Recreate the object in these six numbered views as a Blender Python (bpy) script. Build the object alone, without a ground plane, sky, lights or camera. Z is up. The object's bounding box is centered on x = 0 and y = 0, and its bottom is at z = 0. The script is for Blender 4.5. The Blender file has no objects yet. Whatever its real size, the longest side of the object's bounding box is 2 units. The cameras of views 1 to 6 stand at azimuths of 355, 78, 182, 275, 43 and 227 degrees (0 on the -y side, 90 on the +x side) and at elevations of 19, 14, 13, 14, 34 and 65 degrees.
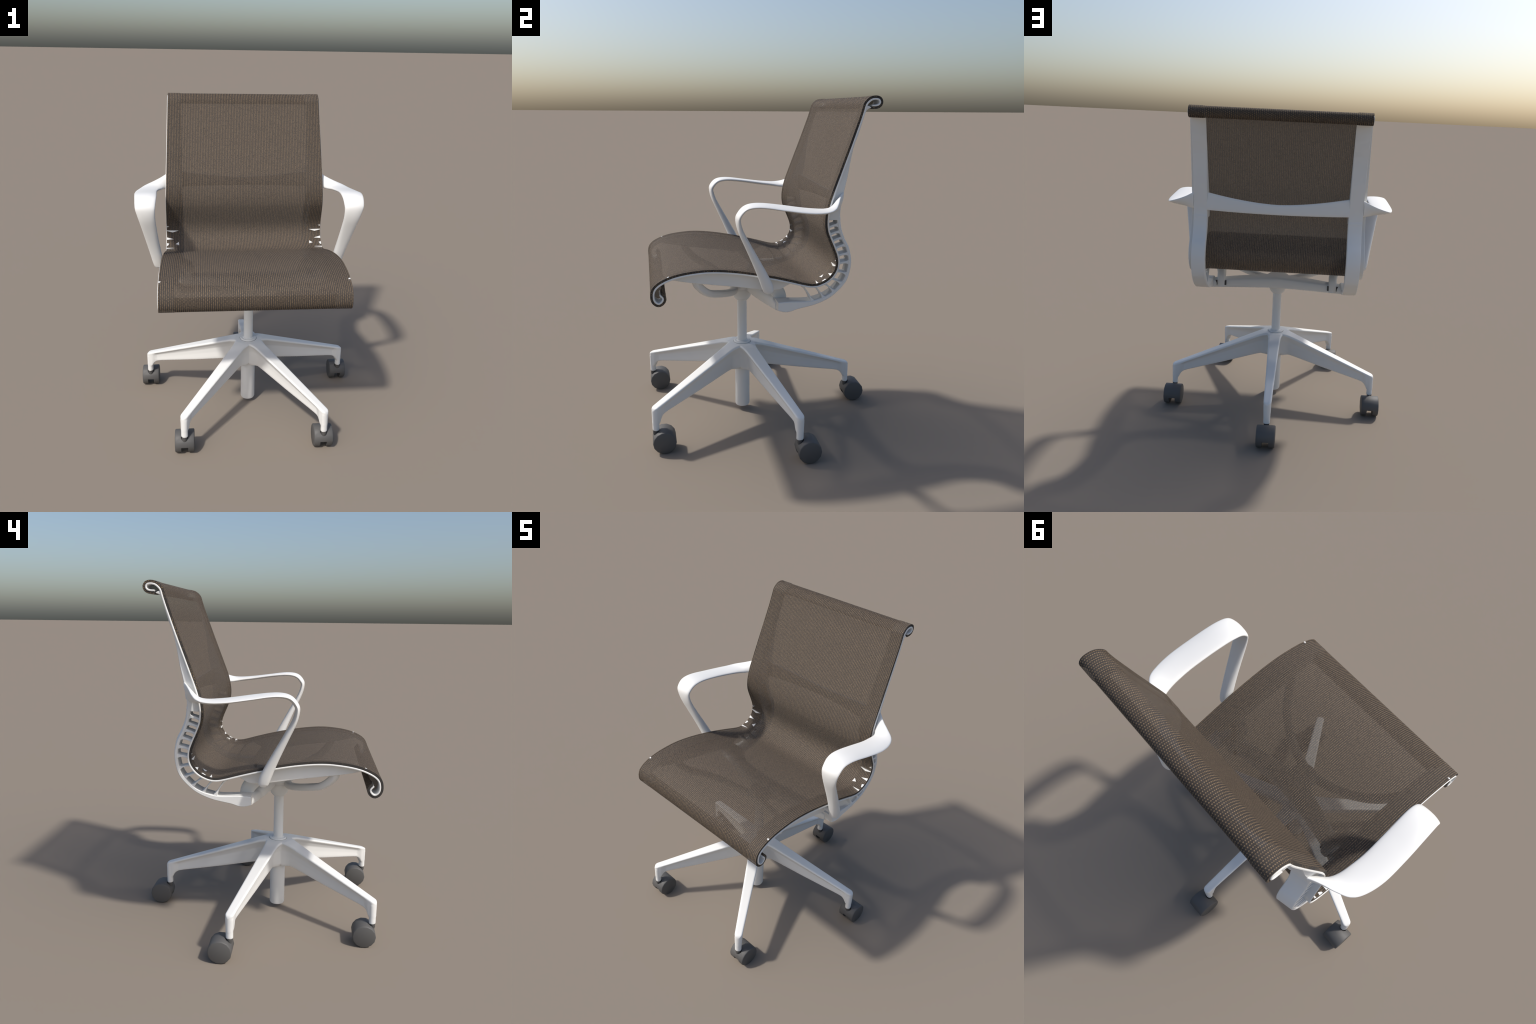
# Office swivel chair: mesh sling on two curved spines, loop armrests, five-star base on castors.
import bpy, bmesh, math
from mathutils import Vector, Matrix

BASE_Y = -0.113            # y of the gas column and the star base

# ------------------------------------------------------------------ materials
def new_material(name):
    m = bpy.data.materials.new(name)
    m.use_nodes = True
    nt = m.node_tree
    return m, nt, nt.nodes["Principled BSDF"], nt.nodes["Material Output"]

def node(nt, kind, **props):
    n = nt.nodes.new(kind)
    for k, v in props.items():
        setattr(n, k, v)
    return n

def math_node(nt, op, a, b=None, clamp=False):
    n = node(nt, "ShaderNodeMath", operation=op, use_clamp=clamp)
    for i, v in enumerate((a, b)):
        if v is None:
            continue
        if isinstance(v, (int, float)):
            n.inputs[i].default_value = v
        else:
            nt.links.new(v, n.inputs[i])
    return n.outputs[0]

def mix_colour(nt, fac, a, b):
    n = node(nt, "ShaderNodeMix", data_type="RGBA")
    if isinstance(fac, (int, float)):
        n.inputs[0].default_value = fac
    else:
        nt.links.new(fac, n.inputs[0])
    for sock, v in ((n.inputs[6], a), (n.inputs[7], b)):
        if isinstance(v, tuple):
            sock.default_value = (*v, 1)
        else:
            nt.links.new(v, sock)
    return n.outputs[2]

def plain_material(name, colour, rough, vary=0.06, bump=0.0, scale=18):
    m, nt, bsdf, _ = new_material(name)
    tc = node(nt, "ShaderNodeTexCoord")
    nz = node(nt, "ShaderNodeTexNoise")
    nz.inputs["Scale"].default_value = scale
    nt.links.new(tc.outputs["Object"], nz.inputs["Vector"])
    dark = tuple(c * (1 - vary) for c in colour)
    nt.links.new(mix_colour(nt, nz.outputs["Fac"], dark, colour), bsdf.inputs["Base Color"])
    bsdf.inputs["Roughness"].default_value = rough
    if bump:
        fine = node(nt, "ShaderNodeTexNoise")
        fine.inputs["Scale"].default_value = 420
        nt.links.new(tc.outputs["Object"], fine.inputs["Vector"])
        b = node(nt, "ShaderNodeBump")
        b.inputs["Strength"].default_value = bump
        b.inputs["Distance"].default_value = 0.001
        nt.links.new(fine.outputs["Fac"], b.inputs["Height"])
        nt.links.new(b.outputs["Normal"], bsdf.inputs["Normal"])
    return m

WHITE = plain_material("white_plastic", (0.78, 0.78, 0.76), 0.45, 0.02)
WHITE_METAL = plain_material("white_coated_metal", (0.775, 0.775, 0.755), 0.42, 0.02)
CASTOR = plain_material("dark_castor_plastic", (0.092, 0.090, 0.088), 0.6, 0.08, 0.1)
RING_GREY = plain_material("plain_dark_grey", (0.22, 0.22, 0.22), 0.6)
DARK = plain_material("painted_socket_shadow", (0.05, 0.05, 0.05), 0.6)

DARK_YARN, GREY_YARN, TAN_YARN = (0.050, 0.043, 0.039), (0.085, 0.071, 0.060), (0.275, 0.198, 0.124)
SHEER = 0.33               # share of light that each of the two cloth faces lets through

def woven_material():
    """Elastic mesh: dark yarn with columns of tan stitches, a little see-through."""
    m, nt, bsdf, out = new_material("woven_mesh_fabric")
    L = nt.links.new
    tc = node(nt, "ShaderNodeTexCoord")
    sep = node(nt, "ShaderNodeSeparateXYZ")
    L(tc.outputs["Object"], sep.inputs[0])
    arc = node(nt, "ShaderNodeAttribute", attribute_name="length_along_cloth").outputs["Fac"]
    col, row = 0.0106, 0.0066
    u = math_node(nt, "DIVIDE", sep.outputs["X"], col)
    ucell = math_node(nt, "FLOOR", u)
    uf = math_node(nt, "ABSOLUTE", math_node(nt, "SUBTRACT", math_node(nt, "FRACT", u), 0.5))
    # every second column is shifted by half a stitch
    shift = math_node(nt, "MULTIPLY", math_node(nt, "MODULO", math_node(nt, "ABSOLUTE", ucell), 2.0), 0.5)
    v = math_node(nt, "ADD", math_node(nt, "DIVIDE", arc, row), shift)
    vcell = math_node(nt, "FLOOR", v)
    vf = math_node(nt, "ABSOLUTE", math_node(nt, "SUBTRACT", math_node(nt, "FRACT", v), 0.5))
    cell = node(nt, "ShaderNodeCombineXYZ")
    L(ucell, cell.inputs[0]); L(vcell, cell.inputs[1])
    wn = node(nt, "ShaderNodeTexWhiteNoise", noise_dimensions="2D")
    L(cell.outputs[0], wn.inputs["Vector"])
    # stitch: rounded dot
    du = math_node(nt, "DIVIDE", uf, 0.24)
    dv = math_node(nt, "DIVIDE", vf, 0.36)
    d = math_node(nt, "ADD", math_node(nt, "POWER", du, 2.0), math_node(nt, "POWER", dv, 2.0))
    dot = node(nt, "ShaderNodeMapRange", interpolation_type="SMOOTHSTEP")
    dot.inputs["From Min"].default_value, dot.inputs["From Max"].default_value = 1.25, 0.55
    L(d, dot.inputs["Value"])
    # fine grey cross threads between the stitches
    thread = math_node(nt, "GREATER_THAN", math_node(nt, "SINE", math_node(nt, "MULTIPLY", v, 4 * math.pi)), 0.1)
    between = math_node(nt, "GREATER_THAN", uf, 0.36)
    base = mix_colour(nt, math_node(nt, "MULTIPLY", math_node(nt, "MULTIPLY", thread, between), 0.9), DARK_YARN, GREY_YARN)
    tan = mix_colour(nt, wn.outputs["Value"], tuple(c * 0.72 for c in TAN_YARN), TAN_YARN)
    colour = mix_colour(nt, dot.outputs["Result"], base, tan)
    L(colour, bsdf.inputs["Base Color"])
    bsdf.inputs["Roughness"].default_value = 0.75
    bsdf.inputs["Specular IOR Level"].default_value = 0.2
    bump = node(nt, "ShaderNodeBump")
    bump.inputs["Strength"].default_value = 0.35
    bump.inputs["Distance"].default_value = 0.0015
    L(dot.outputs["Result"], bump.inputs["Height"])
    L(bump.outputs["Normal"], bsdf.inputs["Normal"])
    clear = node(nt, "ShaderNodeBsdfTransparent")
    mix = node(nt, "ShaderNodeMixShader")
    mix.inputs[0].default_value = SHEER
    L(bsdf.outputs[0], mix.inputs[1]); L(clear.outputs[0], mix.inputs[2])
    L(mix.outputs[0], out.inputs["Surface"])
    return m

def selvedge_material():
    """Cut edge of the cloth: dark with sparse tan thread ends."""
    m, nt, bsdf, _ = new_material("fabric_selvedge")
    tc = node(nt, "ShaderNodeTexCoord")
    vo = node(nt, "ShaderNodeTexVoronoi")
    vo.inputs["Scale"].default_value = 125
    vo.inputs["Randomness"].default_value = 0.35
    nt.links.new(tc.outputs["Object"], vo.inputs["Vector"])
    dot = node(nt, "ShaderNodeMapRange", interpolation_type="SMOOTHSTEP")
    dot.inputs["From Min"].default_value, dot.inputs["From Max"].default_value = 0.42, 0.2
    nt.links.new(vo.outputs["Distance"], dot.inputs["Value"])
    nt.links.new(mix_colour(nt, dot.outputs["Result"], (0.035, 0.031, 0.028), (0.22, 0.15, 0.08)), bsdf.inputs["Base Color"])
    bsdf.inputs["Roughness"].default_value = 0.85
    return m

FABRIC, SELVEDGE = woven_material(), selvedge_material()

# ------------------------------------------------------------------ geometry helpers
def make_object(name, verts, faces, mats, parent, angle=35, face_mats=None):
    me = bpy.data.meshes.new(name)
    me.from_pydata([tuple(v) for v in verts], [], faces)
    bm = bmesh.new(); bm.from_mesh(me)
    bmesh.ops.recalc_face_normals(bm, faces=bm.faces)
    bm.to_mesh(me); bm.free()
    return wrap(name, me, mats, parent, angle, face_mats)

def wrap(name, me, mats, parent, angle=35, face_mats=None):
    me.name = name
    for m in (mats if isinstance(mats, (list, tuple)) else [mats]):
        me.materials.append(m)
    for i, p in enumerate(me.polygons):
        p.use_smooth = True
        if face_mats:
            p.material_index = face_mats[i]
    me.set_sharp_from_angle(angle=math.radians(angle))
    ob = bpy.data.objects.new(name, me)
    bpy.context.scene.collection.objects.link(ob)
    ob.parent = parent
    return ob

def empty(name, parent=None):
    ob = bpy.data.objects.new(name, None)
    bpy.context.scene.collection.objects.link(ob)
    ob.parent = parent
    return ob

def catmull(points, steps):
    """Smooth curve through tuples of any length (centripetal-like Catmull-Rom)."""
    pts = [Vector(p) for p in points]
    pts = [pts[0] * 2 - pts[1]] + pts + [pts[-1] * 2 - pts[-2]]
    out = []
    for i in range(1, len(pts) - 2):
        p0, p1, p2, p3 = pts[i - 1:i + 3]
        m1 = (p2 - p0) * 0.5; m2 = (p3 - p1) * 0.5
        l = (p2 - p1).length
        m1 *= min(1, 1.2 * l / max(m1.length, 1e-9)); m2 *= min(1, 1.2 * l / max(m2.length, 1e-9))
        for k in range(steps):
            t = k / steps
            out.append(p1 * (2*t**3 - 3*t*t + 1) + m1 * (t**3 - 2*t*t + t) + p2 * (3*t*t - 2*t**3) + m2 * (t**3 - t*t))
    out.append(pts[-2].copy())
    return out

def smooth(pts, rounds):
    for _ in range(rounds):
        pts = [pts[0]] + [pts[i] * 0.5 + (pts[i-1] + pts[i+1]) * 0.25 for i in range(1, len(pts) - 1)] + [pts[-1]]
    return pts

def resample(pts, step):
    length = [0.0]
    for a, b in zip(pts, pts[1:]):
        length.append(length[-1] + (b - a).length)
    n = max(2, round(length[-1] / step))
    out, j = [], 0
    for k in range(n + 1):
        s = length[-1] * k / n
        while j < len(pts) - 2 and length[j + 1] < s:
            j += 1
        f = (s - length[j]) / max(length[j + 1] - length[j], 1e-9)
        out.append(pts[j].lerp(pts[j + 1], f))
    return out

class Shape:
    """Collects pieces into one mesh."""
    def __init__(self):
        self.v, self.f = [], []
    def loft(self, rings, closed_ends=True):
        base, n = len(self.v), len(rings[0])
        for r in rings:
            self.v += [tuple(p) for p in r]
        for i in range(len(rings) - 1):
            a, b = base + i * n, base + (i + 1) * n
            for k in range(n):
                k2 = (k + 1) % n
                self.f.append((a + k, a + k2, b + k2, b + k))
        if closed_ends:
            self.f.append(tuple(range(base, base + n))[::-1])
            last = base + (len(rings) - 1) * n
            self.f.append(tuple(range(last, last + n)))
        return self
    def band(self, outer, inner, x0, x1, chamfer=0.003, lean=None):
        """Slab between two side-view curves (y, z), spanning x0..x1, edges chamfered.
        lean(y, z) pushes the x0 side of the outer face further to the back."""
        rings = []
        for o, i in zip(outer, inner):
            o, i = Vector(o[:2]), Vector(i[:2])
            back = lean(o[0], o[1]) if lean else 0.0
            h = (o - i).length
            c = min(chamfer, h * 0.4)
            d = (o - i) / max(h, 1e-9) * c
            r = []
            for n, (x, p) in enumerate(((x0, o - d), (x0 + c, o), (x1 - c, o), (x1, o - d), (x1, i + d), (x1 - c, i), (x0 + c, i), (x0, i + d))):
                r.append((x, p[0] + (back if n < 2 else 0.0), p[1]))
            rings.append(r)
        return self.loft(rings)
    def box(self, x0, x1, y0, y1, z0, z1):
        return self.loft([[(x0, y0, z), (x1, y0, z), (x1, y1, z), (x0, y1, z)] for z in (z0, z1)])
    def lathe(self, profile, cx, cy, segments=40, phase=0.0):
        return self.loft([[(cx + r * math.cos(2*math.pi*(k+phase)/segments), cy + r * math.sin(2*math.pi*(k+phase)/segments), z)
                           for k in range(segments)] for r, z in profile])
    def mirrored(self):
        s = Shape()
        s.v = [(-x, y, z) for x, y, z in self.v]
        s.f = [f[::-1] for f in self.f]
        return s
    def object(self, name, mat, parent, angle=35):
        return make_object(name, self.v, self.f, mat, parent, angle)

def super_ring(centre, wide, thick, n=20, power=2.6):
    """Rounded-rectangle ring; wide and thick are half-axis vectors."""
    ring = []
    for k in range(n):
        a = 2 * math.pi * k / n
        c, s = math.cos(a), math.sin(a)
        ring.append(centre + wide * math.copysign(abs(c) ** (2 / power), c) + thick * math.copysign(abs(s) ** (2 / power), s))
    return ring

def both_sides(shape, name, mat, parent, angle=35):
    return [shape.object(name, mat, parent, angle), shape.mirrored().object(name, mat, parent, angle)]

def evaluated(ob):
    dg = bpy.context.evaluated_depsgraph_get()
    me = bpy.data.meshes.new_from_object(ob.evaluated_get(dg))
    return me

# ------------------------------------------------------------------ the chair
chair = empty("office_chair")
chair["label"] = "white swivel office chair with brown mesh sling, loop armrests and castors"
chair["category"] = "office chair"

# Side profile (y, z) of the sling where cloth meets the edge strip:
# rolled top, backrest, lumbar bend, seat, waterfall front, rolled front.
SLING = [(.508, 1.943), (.531, 1.944), (.548, 1.950), (.5565, 1.965), (.549, 1.981), (.531, 1.986), (.508, 1.983), (.489, 1.971),
         (.474, 1.953), (.465, 1.922), (.449, 1.872), (.424, 1.802), (.400, 1.735), (.376, 1.670), (.351, 1.603), (.323, 1.528),
         (.293, 1.445), (.279, 1.385), (.274, 1.335), (.278, 1.288), (.288, 1.257), (.301, 1.225), (.322, 1.177), (.337, 1.134),
         (.340, 1.090), (.328, 1.050), (.299, 1.014), (.265, .992), (.229, .979), (.192, .977), (.150, .985), (.083, 1.004),
         (.000, 1.026), (-.060, 1.040), (-.130, 1.055), (-.220, 1.071), (-.313, 1.082), (-.387, 1.085), (-.440, 1.082),
         (-.500, 1.075), (-.558, 1.063), (-.605, 1.046), (-.645, 1.023), (-.667, .996), (-.672, .957), (-.662, .932),
         (-.641, .921), (-.621, .934), (-.615, .955), (-.632, .976)]
PATH = resample(smooth(catmull(SLING, 12), 6), 0.007)

def side_normals(path):
    """Unit normals (y, z) on the sitter's side of the path."""
    out = []
    for i in range(len(path)):
        d = path[min(i + 1, len(path) - 1)] - path[max(i - 1, 0)]
        d.normalize()
        out.append(Vector((d[1], -d[0])))
    return out
NORMALS = side_normals(PATH)

def half_width(z):
    """The back narrows towards the top."""
    t = min(1, max(0, (z - 1.15) / 0.85))
    return 0.540 - 0.029 * t

CLOTH_GAP, CLOTH_THICK, STRIP_THICK = 0.0012, 0.0122, 0.0085
SHEET_BACK, SHEET_THICK = 0.0085, 0.0025

def build_sling():
    # share of the half width at each column: thick hems at both sides, one thin sheet between
    hem = [1.0, .915, .85, .835, .82, .6, .4, .2, 0.0]
    across = [-h for h in hem] + hem[-2::-1]
    columns = len(across)
    verts, faces, mats, arc = [], [], [], []
    n = len(PATH)
    travelled, lengths = 0.0, []
    for i in range(n):
        if i:
            travelled += (PATH[i] - PATH[i - 1]).length
        lengths.append(travelled)
    for face in (0, 1):
        for i in range(n):
            w = half_width(PATH[i][1]) - 0.001
            y, z = PATH[i]
            # stretched cloth stands off the frame in the hollow of the back
            ease = .006 * math.exp(-((z - 1.16) / .12) ** 2) if y > .25 else 0.0
            for c in range(columns):
                inside = min(1, max(0, (.85 - abs(across[c])) / .03))
                free = max(0, 1 - (abs(across[c]) / .82) ** 2)
                hemmed = CLOTH_GAP + (0 if face else CLOTH_THICK)
                sheet = (SHEET_BACK if face else SHEET_BACK + SHEET_THICK) + ease * free + .0014 * min(1, max(0, (.15 - y) / .1))
                p = PATH[i] + NORMALS[i] * (hemmed + (sheet - hemmed) * inside)
                verts.append((w * across[c], p[0], p[1]))
                arc.append(lengths[i])
    back = n * columns
    def quad(a, b, c, d, m):
        faces.append((a, b, c, d)); mats.append(m)
    for i in range(n - 1):
        for c in range(columns - 1):
            a = i * columns + c
            quad(a, a + 1, a + columns + 1, a + columns, 0)
            quad(back + a, back + a + columns, back + a + columns + 1, back + a + 1, 0)
        for c in (0, columns - 1):
            a = i * columns + c
            quad(a, a + columns, back + a + columns, back + a, 1)
    for i in (0, n - 1):
        for c in range(columns - 1):
            a = i * columns + c
            quad(a, a + 1, back + a + 1, back + a, 1)
    ob = make_object("mesh_sling", verts, faces, [FABRIC, SELVEDGE], chair, 50, mats)
    at = ob.data.attributes.new("length_along_cloth", "FLOAT", "POINT")
    at.data.foreach_set("value", arc)
    return ob
build_sling()

# ---- side frames: edge strip, spine, ribs, seat rail
def build_edge_strip():
    s = Shape()
    rings = []
    for p, nrm in zip(PATH, NORMALS):
        w = half_width(p[1])
        q = p - nrm * STRIP_THICK
        e = 0.0022
        rings.append([(w + .003, *(p - nrm * e)), (w + .001, *p), (w - .086, *p), (w - .088, *(p - nrm * e)),
                      (w - .088, *(q + nrm * e)), (w - .086, *q), (w + .001, *q), (w + .003, *(q + nrm * e))])
    return s.loft(rings)

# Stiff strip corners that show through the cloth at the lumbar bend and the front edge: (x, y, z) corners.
SLIVERS = [[(.522, .339, 1.118), (.541, .339, 1.122), (.541, .339, 1.114)],
           [(.458, .339, 1.086), (.541, .340, 1.088), (.541, .339, 1.083), (.498, .336, 1.072)],
           [(.492, .308, 1.026), (.541, .317, 1.037), (.541, .305, 1.022)],
           [(.456, .290, 1.008), (.478, .273, .997), (.454, .265, .992)],
           [(.522, .277, 1.000), (.541, .281, 1.003), (.541, .258, .990), (.530, .258, .990)],
           [(.486, .231, .980), (.541, .233, .981), (.541, .219, .977)],
           [(.525, -.583, 1.056), (.541, -.580, 1.057), (.541, -.590, 1.053), (.532, -.590, 1.053)]]

def add_slivers(s):
    for corners in SLIVERS:
        low, high = [], []
        for x, y, z in corners:
            i = min(range(len(PATH)), key=lambda k: (PATH[k] - Vector((y, z))).length)
            best = None
            for j in (max(i - 1, 0), min(i, len(PATH) - 2)):
                a, b = PATH[j], PATH[j + 1]
                t = min(1, max(0, (Vector((y, z)) - a).dot(b - a) / (b - a).length_squared))
                q = a.lerp(b, t)
                dist = (q - Vector((y, z))).length
                if best is None or dist < best[0]:
                    best = (dist, q, NORMALS[j].lerp(NORMALS[j + 1], t).normalized())
            q, nrm = best[1], best[2]
            x = min(x, half_width(q[1]) - 0.0025)
            low.append((x, *(q + nrm * 0.001)))
            high.append((x, *(q + nrm * (CLOTH_GAP + CLOTH_THICK + 0.0012))))
        s.loft([low, high])
    return s

SPINE_OUT = [(.505, 1.936), (.478, 1.920), (.440, 1.800), (.419, 1.743), (.402, 1.666), (.386, 1.570), (.374, 1.516), (.363, 1.457), (.354, 1.403), (.352, 1.363), (.354, 1.330)]
SPINE_IN = [(.484, 1.952), (.474, 1.938), (.432, 1.797), (.407, 1.733), (.383, 1.664), (.346, 1.570), (.327, 1.515), (.306, 1.455), (.292, 1.403), (.285, 1.363), (.284, 1.338)]
LOOP_OUT = [(.353, 1.370), (.353, 1.340), (.359, 1.298), (.367, 1.269), (.385, 1.225), (.408, 1.182), (.421, 1.134), (.425, 1.099), (.421, 1.055), (.407, 1.003),
            (.382, .963), (.334, .916), (.287, .886), (.226, .862), (.174, .850), (.117, .839), (.078, .827), (.045, .826), (.010, .836)]
LOOP_IN = [(.330, 1.370), (.334, 1.340), (.344, 1.293), (.353, 1.263), (.370, 1.221), (.393, 1.177), (.406, 1.132), (.409, 1.099), (.405, 1.058), (.392, 1.011),
           (.367, .974), (.323, .930), (.279, .904), (.220, .886), (.172, .881), (.117, .883), (.078, .885), (.045, .884), (.010, .882)]
SPINE_X = (.425, .512)
SPINE_TIP = (.488, 1.946)

def onto_strip(p, inset=.006):
    """Point just inside the edge strip next to the side-view point p; the rolled top end is left alone."""
    p = Vector(p)
    i = min(range(24, len(PATH)), key=lambda k: (PATH[k] - p).length)
    return PATH[i] - NORMALS[i] * inset

def swell(pts, amount):
    """Moves a side-view curve outwards, away from the sitter."""
    return [p - n * amount for p, n in zip(pts, side_normals(pts))]

def spine_lean(y, z):
    """The back face of the spine turns inwards: its inner edge stands further back."""
    upper = min(1, max(0, (1.80 - z) / .28))
    lower = min(1, max(0, (z - .86) / .12))
    return .018 * upper * lower

def build_spine():
    """Solid wedge behind the upper back that opens into a free loop below the arms."""
    upper = list(zip(catmull(SPINE_OUT, 5), [Vector(SPINE_TIP)] + [onto_strip(p) for p in catmull(SPINE_IN, 5)[1:]]))
    lower = list(zip(swell(catmull(LOOP_OUT, 5), .001), catmull(LOOP_IN, 5)))
    rows = [r for r in upper if r[0][1] > 1.352] + [r for r in lower if r[0][1] < 1.346]
    rows.insert(sum(r[0][1] > 1.352 for r in upper), (Vector((.3555, 1.349)), Vector((.290, 1.338))))
    return Shape().band([r[0] for r in rows], [r[1] for r in rows], *SPINE_X, .004, spine_lean)

# (y, z) at the spine and at the edge strip
RIBS = [((.338, 1.309), (.286, 1.295)), ((.351, 1.271), (.296, 1.255)), ((.367, 1.236), (.310, 1.217)), ((.385, 1.195), (.328, 1.176)),
        ((.403, 1.145), (.345, 1.133)), ((.407, 1.095), (.350, 1.088)), ((.396, 1.030), (.338, 1.044)), ((.368, .977), (.308, 1.004)),
        ((.325, .933), (.270, .978)), ((.268, .899), (.218, .965)), ((.203, .884), (.150, .970))]

def build_rib(a, b, thick):
    a, b = Vector(a), Vector(b)
    d = (b - a).normalized()
    nrm = Vector((-d[1], d[0]))
    a2, b2 = a - d * .004, b + d * .003
    outer, inner = [], []
    for k in range(9):
        t = k / 8
        half = thick * 0.5 + 0.006 * (2 * t - 1) ** 6 + 0.004 * (1 - t) ** 5      # flares into both ends
        p = a2.lerp(b2, t) + nrm * (-0.004 * math.sin(math.pi * t))
        outer.append(p + nrm * half); inner.append(p - nrm * half)
    return Shape().band(outer, inner, SPINE_X[0] + .016, SPINE_X[1] - .003, .0015)

RAIL_TOP = [(.095, .994), (.060, 1.003), (.010, 1.016), (-.090, 1.038), (-.220, 1.064), (-.316, 1.075), (-.410, 1.078), (-.465, 1.072)]
RAIL_LOW = [(.088, .991), (.055, .974), (.015, .955), (-.090, .961), (-.220, .983), (-.316, .996), (-.405, 1.009), (-.440, 1.013)]
TIP_TOP = [(-.400, 1.078), (-.465, 1.072), (-.525, 1.063), (-.585, 1.046)]
TIP_LOW = [(-.400, 1.010), (-.455, 1.016), (-.525, 1.029), (-.580, 1.042)]

def build_rail():
    s = Shape().band(catmull(RAIL_TOP, 5), catmull(RAIL_LOW, 5), .430, .500, .004)
    s.band(catmull(TIP_TOP, 5), catmull(TIP_LOW, 5), .432, .497, .003)
    return s

# ---- lumbar crossbar
def build_lumbar_bar():
    rings = []
    for k in range(25):
        t = -1 + k / 12
        x = 0.430 * t
        y = 0.366 + 0.058 * (1 - t * t)
        top = 1.449 + 0.048 * abs(t) ** 1.6
        low = 1.388
        c, h = (top + low) / 2, (top - low) / 2
        rings.append(super_ring(Vector((x, y, c)), Vector((0, 0, h)), Vector((0, .011, 0)), 16, 4.0))
    return Shape().loft(rings)

# ---- armrest: a strap described by its outer and inner edge, (x, y, z), and its thickness
ARM_OUT = [(.508, .366, 1.492), (.531, .350, 1.481), (.566, .330, 1.462), (.614, .308, 1.440), (.668, .274, 1.420), (.698, .216, 1.410), (.713, .123, 1.414),
           (.708, -.002, 1.431), (.700, -.093, 1.445), (.694, -.154, 1.447), (.690, -.195, 1.437), (.688, -.222, 1.411), (.684, -.233, 1.380), (.669, -.220, 1.318),
           (.652, -.179, 1.235), (.636, -.136, 1.150), (.621, -.097, 1.070), (.610, -.071, 1.010), (.602, -.060, .978), (.594, -.058, .962)]
ARM_IN = [(.508, .334, 1.390), (.528, .314, 1.390), (.545, .292, 1.391), (.557, .266, 1.394), (.566, .233, 1.400), (.572, .190, 1.408), (.577, .108, 1.419),
          (.572, -.002, 1.436), (.566, -.093, 1.446), (.563, -.150, 1.445), (.564, -.188, 1.433), (.567, -.214, 1.408), (.570, -.228, 1.378), (.571, -.214, 1.318),
          (.566, -.176, 1.235), (.559, -.134, 1.150), (.551, -.096, 1.070), (.545, -.070, 1.010), (.541, -.059, .978), (.548, -.057, .962)]
ARM_THICK = [.026, .028, .030, .030, .028, .026, .025, .023, .023, .024, .025, .026, .026, .028, .034, .043, .053, .061, .058, .034]

def build_armrest():
    steps = 6
    data = [(*o, *i, t) for o, i, t in zip(ARM_OUT, ARM_IN, ARM_THICK)]
    # Catmull-Rom needs one vector type per curve, so run the three curves separately
    outer, inner = catmull(ARM_OUT, steps), catmull(ARM_IN, steps)
    thick = [v[0] for v in catmull([(t, 0) for t in ARM_THICK], steps)]
    rings = []
    for k in range(len(outer)):
        a, b = max(k - 1, 0), min(k + 1, len(outer) - 1)
        along = ((outer[b] + inner[b]) - (outer[a] + inner[a])).normalized()
        wide = (outer[k] - inner[k]) / 2
        up = wide.cross(along).normalized()
        ring = super_ring((outer[k] + inner[k]) / 2, wide, up * thick[k] / 2, 24, 2.5)
        # the pad thins out towards its outer rim
        mid, pad = (outer[k] + inner[k]) / 2, min(1, max(0, (inner[k][2] - 1.25) / .10))
        for j, p in enumerate(ring):
            c = (p - mid).dot(wide) / wide.length_squared
            h = (p - mid).dot(up)
            ring[j] = p - up * h * pad * .45 * max(0, c) ** 2
        rings.append(ring)
    s = Shape().loft(rings)
    # short stub that bolts the foot of the strap to the seat rail
    s.loft([[(x, -.062 + .016 * math.cos(a), .990 + .018 * math.sin(a)) for a in [2 * math.pi * k / 16 for k in range(16)]] for x in (.490, .565)])
    return s

# ---- under-seat bracket
def build_bracket():
    s = Shape()
    rings = []
    # one beam from end to end, bent forward at the column
    for k in range(41):
        t = -1 + k / 20
        a = abs(t)
        x = 0.452 * t
        y = -0.042 + 0.086 * a ** 1.4
        z0 = 0.812 + 0.004 * a ** 3
        z1 = 0.900 - 0.027 * a
        deep = 0.062 - 0.022 * a
        rings.append(super_ring(Vector((x, y, (z0 + z1) / 2)), Vector((0, 0, (z1 - z0) / 2)), Vector((0, deep, 0)), 20, 3.6))
    s.loft(rings)
    return s

def build_hanger():
    """Hook that carries the seat rail on the bracket end."""
    pts = catmull([(.374, .046, .828), (.374, .044, .885), (.378, .020, .926), (.398, -.012, .956), (.440, -.035, .980)], 5)
    rings = []
    for k, p in enumerate(pts):
        d = (pts[min(k + 1, len(pts) - 1)] - pts[max(k - 1, 0)]).normalized()
        side = Vector((0, 1, 0)).cross(d).normalized()
        rings.append(super_ring(p, side * .027, d.cross(side).normalized() * .040, 16, 3.5))
    return Shape().loft(rings)

def build_yoke():
    half = [(.470, -.440, 1.030), (.452, -.424, .985), (.408, -.368, .930), (.335, -.292, .900), (.232, -.228, .870), (.110, -.182, .844), (0, -.165, .838)]
    pts = catmull(half + [(-x, y, z) for x, y, z in half[-2::-1]], 5)
    rings = []
    for k, p in enumerate(pts):
        d = (pts[min(k + 1, len(pts) - 1)] - pts[max(k - 1, 0)]).normalized()
        side = d.cross(Vector((0, 0, 1))).normalized()
        rings.append(super_ring(p, side * .024, side.cross(d).normalized() * .021, 16, 3.0))
    return Shape().loft(rings)

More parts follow.
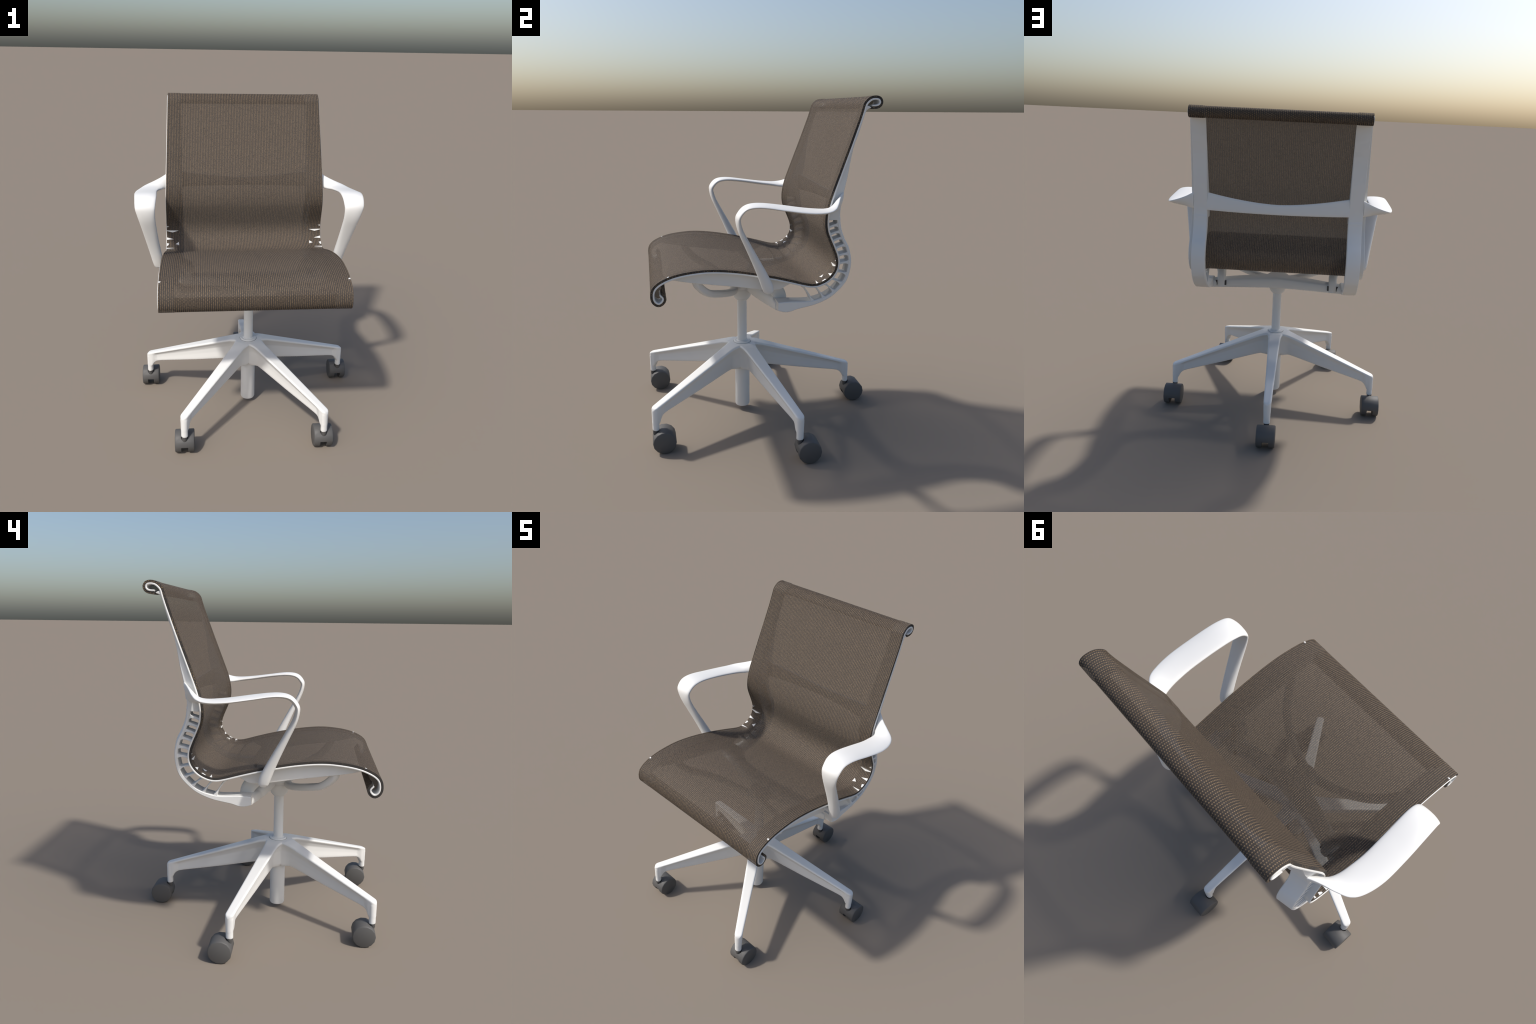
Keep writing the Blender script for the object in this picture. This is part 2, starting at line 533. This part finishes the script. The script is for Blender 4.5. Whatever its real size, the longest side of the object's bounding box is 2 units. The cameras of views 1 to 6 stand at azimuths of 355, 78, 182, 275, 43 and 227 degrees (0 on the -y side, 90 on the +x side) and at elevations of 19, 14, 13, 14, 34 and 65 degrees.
frame = empty("seat_frame", chair)
both_sides(add_slivers(build_edge_strip()), "edge_strip", WHITE, frame)
both_sides(build_spine(), "spine", WHITE, frame)
for n, (a, b) in enumerate(RIBS):
    both_sides(build_rib(a, b, .0115 if n < 6 else .0065), "spine_rib", WHITE, frame)
both_sides(build_rail(), "seat_rail", WHITE, frame)
both_sides(build_hanger(), "seat_hanger", WHITE, frame)
both_sides(Shape().box(.339, .410, .030, .0735, .838, .868), "hanger_shadow_block", DARK, frame)  # dark box modelled to show the shadow crescents either side of the hanger
build_lumbar_bar().object("lumbar_crossbar", WHITE, frame)
build_bracket().object("tilt_bracket", WHITE_METAL, frame, 40)
build_yoke().object("seat_yoke", WHITE_METAL, frame)
both_sides(build_armrest(), "armrest", WHITE, chair, 60)

# ------------------------------------------------------------------ base
base = empty("star_base", chair)

LEG_TOP = [(0.0, .4685), (.085, .468), (.12, .460), (.20, .4345), (.45, .3545), (.66, .287), (.704, .2730), (.716, .268), (.722, .262), (.7255, .252)]
LEG_LOW = [(0.0, .300), (.07, .300), (.11, .305), (.16, .297), (.37, .258), (.640, .2135), (.660, .206), (.674, .192), (.684, .172), (.690, .165), (.7255, .165)]
LEG_WIDE = [(.09, .096), (.11, .089), (.15, .083), (.40, .066), (.70, .0505)]
LEGS, POST_R, TIP = 5, .7065, .7262

def interp(table, r):
    for (a, va), (b, vb) in zip(table, table[1:]):
        if r <= b:
            return va + (vb - va) * (r - a) / (b - a) if r > a else va
    return table[-1][1]

def build_leg():
    """One leg along +y from the hub: flat ridge on a slim web, ending in a round post for the castor."""
    rings = []
    stations = [0.0, .03, .06, .075, .085, .095, .105, .12, .14, .17, .20, .28, .37, .46, .55, .62, .65, .665, .676, .684, .690, .697, .704, .710, .715, .719, .722, .7245, TIP]
    for r in stations:
        flare = .014 * ((.125 - r) / .06) ** 2 if r < .125 else 0
        w = interp(LEG_WIDE, r) + min(flare, .02)
        if r > .702:                                           # half-round end
            w *= math.sqrt(max(.02, 1 - ((r - .702) / (TIP - .702)) ** 2))
        zt, zb = interp(LEG_TOP, r), interp(LEG_LOW, r)
        h = zt - zb
        fillet = .034 * ((.115 - r) / .055) ** 2 if r < .115 else 0       # webs swell into the hub
        tip = min(1, max(0, (r - .655) / .03))
        web = min(.0105 + min(fillet, .03) + .009 * tip, .5 * w)
        e = min(.008, w * .16)
        half = [(0, zt), (.5 * w - e, zt), (.5 * w - e * .3, zt - e * .3), (.5 * w, zt - e), (.495 * w, zt - e * 1.5)]
        half += [(web + (.47 * w - web) * (.52 + .48 * tip), zt - max(.22 * h, e * 1.9)), (web + (.45 * w - web) * (.12 + .83 * tip), zt - max(.38 * h, e * 2.4)),
                 (web + (.44 * w - web) * .7 * tip, zt - .62 * h), (web, zb + .10 * h), (web * .8, zb), (0, zb)]
        rings.append([(d, r, z) for d, z in half] + [(-d, r, z) for d, z in half[-2:0:-1]])
    s = Shape().loft(rings)
    post = []
    for z, a, b in ((.127, .0212, .0192), (.160, .0212, .0190), (.200, .0228, .0195), (.245, .0245, .0196)):
        post.append([(a * math.cos(t), POST_R + b * math.sin(t), z) for t in [2 * math.pi * k / 28 for k in range(28)]])
    return s.loft(post)

def turned(shape, angle):
    s, c, k = Shape(), math.cos(angle), math.sin(angle)
    s.v = [(x * c - y * k, x * k + y * c, z) for x, y, z in shape.v]
    s.f = list(shape.f)
    return s

def build_star():
    """Fuses legs and hub into one smooth casting, then parts its faces into hub and legs."""
    one, whole = build_leg(), Shape()
    def add(shape):
        off = len(whole.v)
        whole.v += shape.v
        whole.f += [tuple(i + off for i in f) for f in shape.f]
    for k in range(LEGS):
        add(turned(one, 2 * math.pi * k / LEGS))
    add(Shape().lathe([(.01, .298), (.050, .298), (.057, .304), (.057, .42), (.072, .4685), (.01, .4685)], 0, 0, 60))
    temp = whole.object("temp", WHITE_METAL, None)
    mod = temp.modifiers.new("fuse", "REMESH")
    mod.mode, mod.voxel_size = "VOXEL", .0032
    mod = temp.modifiers.new("fillet", "SMOOTH")
    mod.factor, mod.iterations = .5, 7
    me = evaluated(temp)
    bpy.data.objects.remove(temp)
    normals = [v.normal.copy() for v in me.vertices]
    groups = {}
    for p in me.polygons:
        x, y, _ = p.center
        if math.hypot(x, y) < .125:
            key = "hub"
        else:
            key = round((math.atan2(y, x) - math.pi / 2) / (2 * math.pi / LEGS)) % LEGS
        groups.setdefault(key, []).append(tuple(p.vertices))
    for key in ["hub"] + list(range(LEGS)):
        used = sorted({i for f in groups[key] for i in f})
        where = {i: n for n, i in enumerate(used)}
        part = bpy.data.meshes.new("part")
        part.from_pydata([me.vertices[i].co for i in used], [], [tuple(where[i] for i in f) for f in groups[key]])
        part.materials.append(WHITE_METAL)
        for p in part.polygons:
            p.use_smooth = True
        part.normals_split_custom_set_from_vertices([normals[i] for i in used])
        name = "hub" if key == "hub" else "base_leg"
        part.name = name
        ob = bpy.data.objects.new(name, part)
        bpy.context.scene.collection.objects.link(ob)
        ob.parent, ob.location = base, (0, BASE_Y, 0)
build_star()

Shape().lathe([(.0, .024), (.036, .0235), (.043, .027), (.047, .036), (.047, .33)], 0, BASE_Y, 48).object("column_housing", WHITE_METAL, base)
Shape().lathe([(.02, .462), (.0535, .462), (.0535, .4715), (.0515, .4755), (.047, .4770), (.042, .4755), (.037, .4755), (.0325, .481), (.02, .482)], 0, BASE_Y, 48).object("column_collar", WHITE_METAL, base, 50)
Shape().lathe([(.04, .4640), (.0557, .4640), (.0557, .4690), (.04, .4690)], 0, BASE_Y, 48).object("collar_dark_ring", RING_GREY, base)  # thin grey ring that draws the dark line around the collar
Shape().lathe([(.0302, .46), (.0302, .758)], 0, BASE_Y, 40).object("gas_column", WHITE_METAL, base)
Shape().lathe([(.031, .750), (.037, .753), (.048, .764), (.057, .782), (.060, .797), (.060, .84)], 0, BASE_Y, 48).object("column_cone", WHITE_METAL, base, 50)
Shape().lathe([(.060, .83), (.072, .845), (.072, .880), (.060, .888), (.02, .889)], 0, BASE_Y, 40).object("tilt_housing", WHITE_METAL, base)

# ---- castors: broad hooded twin wheel, all trailing to the back
R, HALF, TRAIL = .0672, .0572, .0478

def castor_mesh():
    def temp(shape):
        return shape.object("temp", CASTOR, None)
    n = 14
    rings = []
    for x, r in ((-HALF, R - .0055), (-HALF + .0015, R - .0025), (-HALF + .005, R), (HALF - .005, R), (HALF - .0015, R - .0025), (HALF, R - .0055)):
        rings.append([(x, TRAIL + r * math.sin(2 * math.pi * (k + .5) / n), R + r * math.cos(2 * math.pi * (k + .5) / n) / math.cos(math.pi / n) * math.cos(math.pi / n)) for k in range(n)])
    body = temp(Shape().loft(rings))
    slot = temp(Shape().box(-.0205, .0205, -.1, .2, -.02, .060))
    well = temp(Shape().lathe([(.002, .080), (.0225, .118), (.0225, .20)], 0, 0, 24))
    for cutter in (slot, well):
        mod = body.modifiers.new("cut", "BOOLEAN")
        mod.operation, mod.solver, mod.object = "DIFFERENCE", "EXACT", cutter
    me = evaluated(body)
    for ob in (body, slot, well):
        bpy.data.objects.remove(ob)
    me.materials.clear()
    return me

wheel_mesh = castor_mesh()
stem_shape = Shape().lathe([(.008, .086), (.0165, .108), (.0165, .150)], 0, 0, 20)
first = None
for k in range(5):
    a = math.radians(90 + 72 * k)
    x, y = .708 * math.cos(a), BASE_Y + .708 * math.sin(a)
    if first is None:
        holder = empty("castor", chair)
        wheel = wrap("castor_wheel", wheel_mesh, CASTOR, holder, 40)
        stem = stem_shape.object("castor_stem", CASTOR, holder)
        first = (wheel, stem)
    else:
        holder = empty("castor", chair)
        for src in first:
            c = src.copy(); bpy.context.scene.collection.objects.link(c); c.parent = holder
    holder.location = (x, y, 0.0)

# lowest vertex of the faceted wheel rests on z = 0
low = min(v.co.z for v in wheel_mesh.vertices)
for ob in bpy.data.objects:
    if ob.name.startswith("castor") and ob.type == "EMPTY":
        ob.location.z = -low
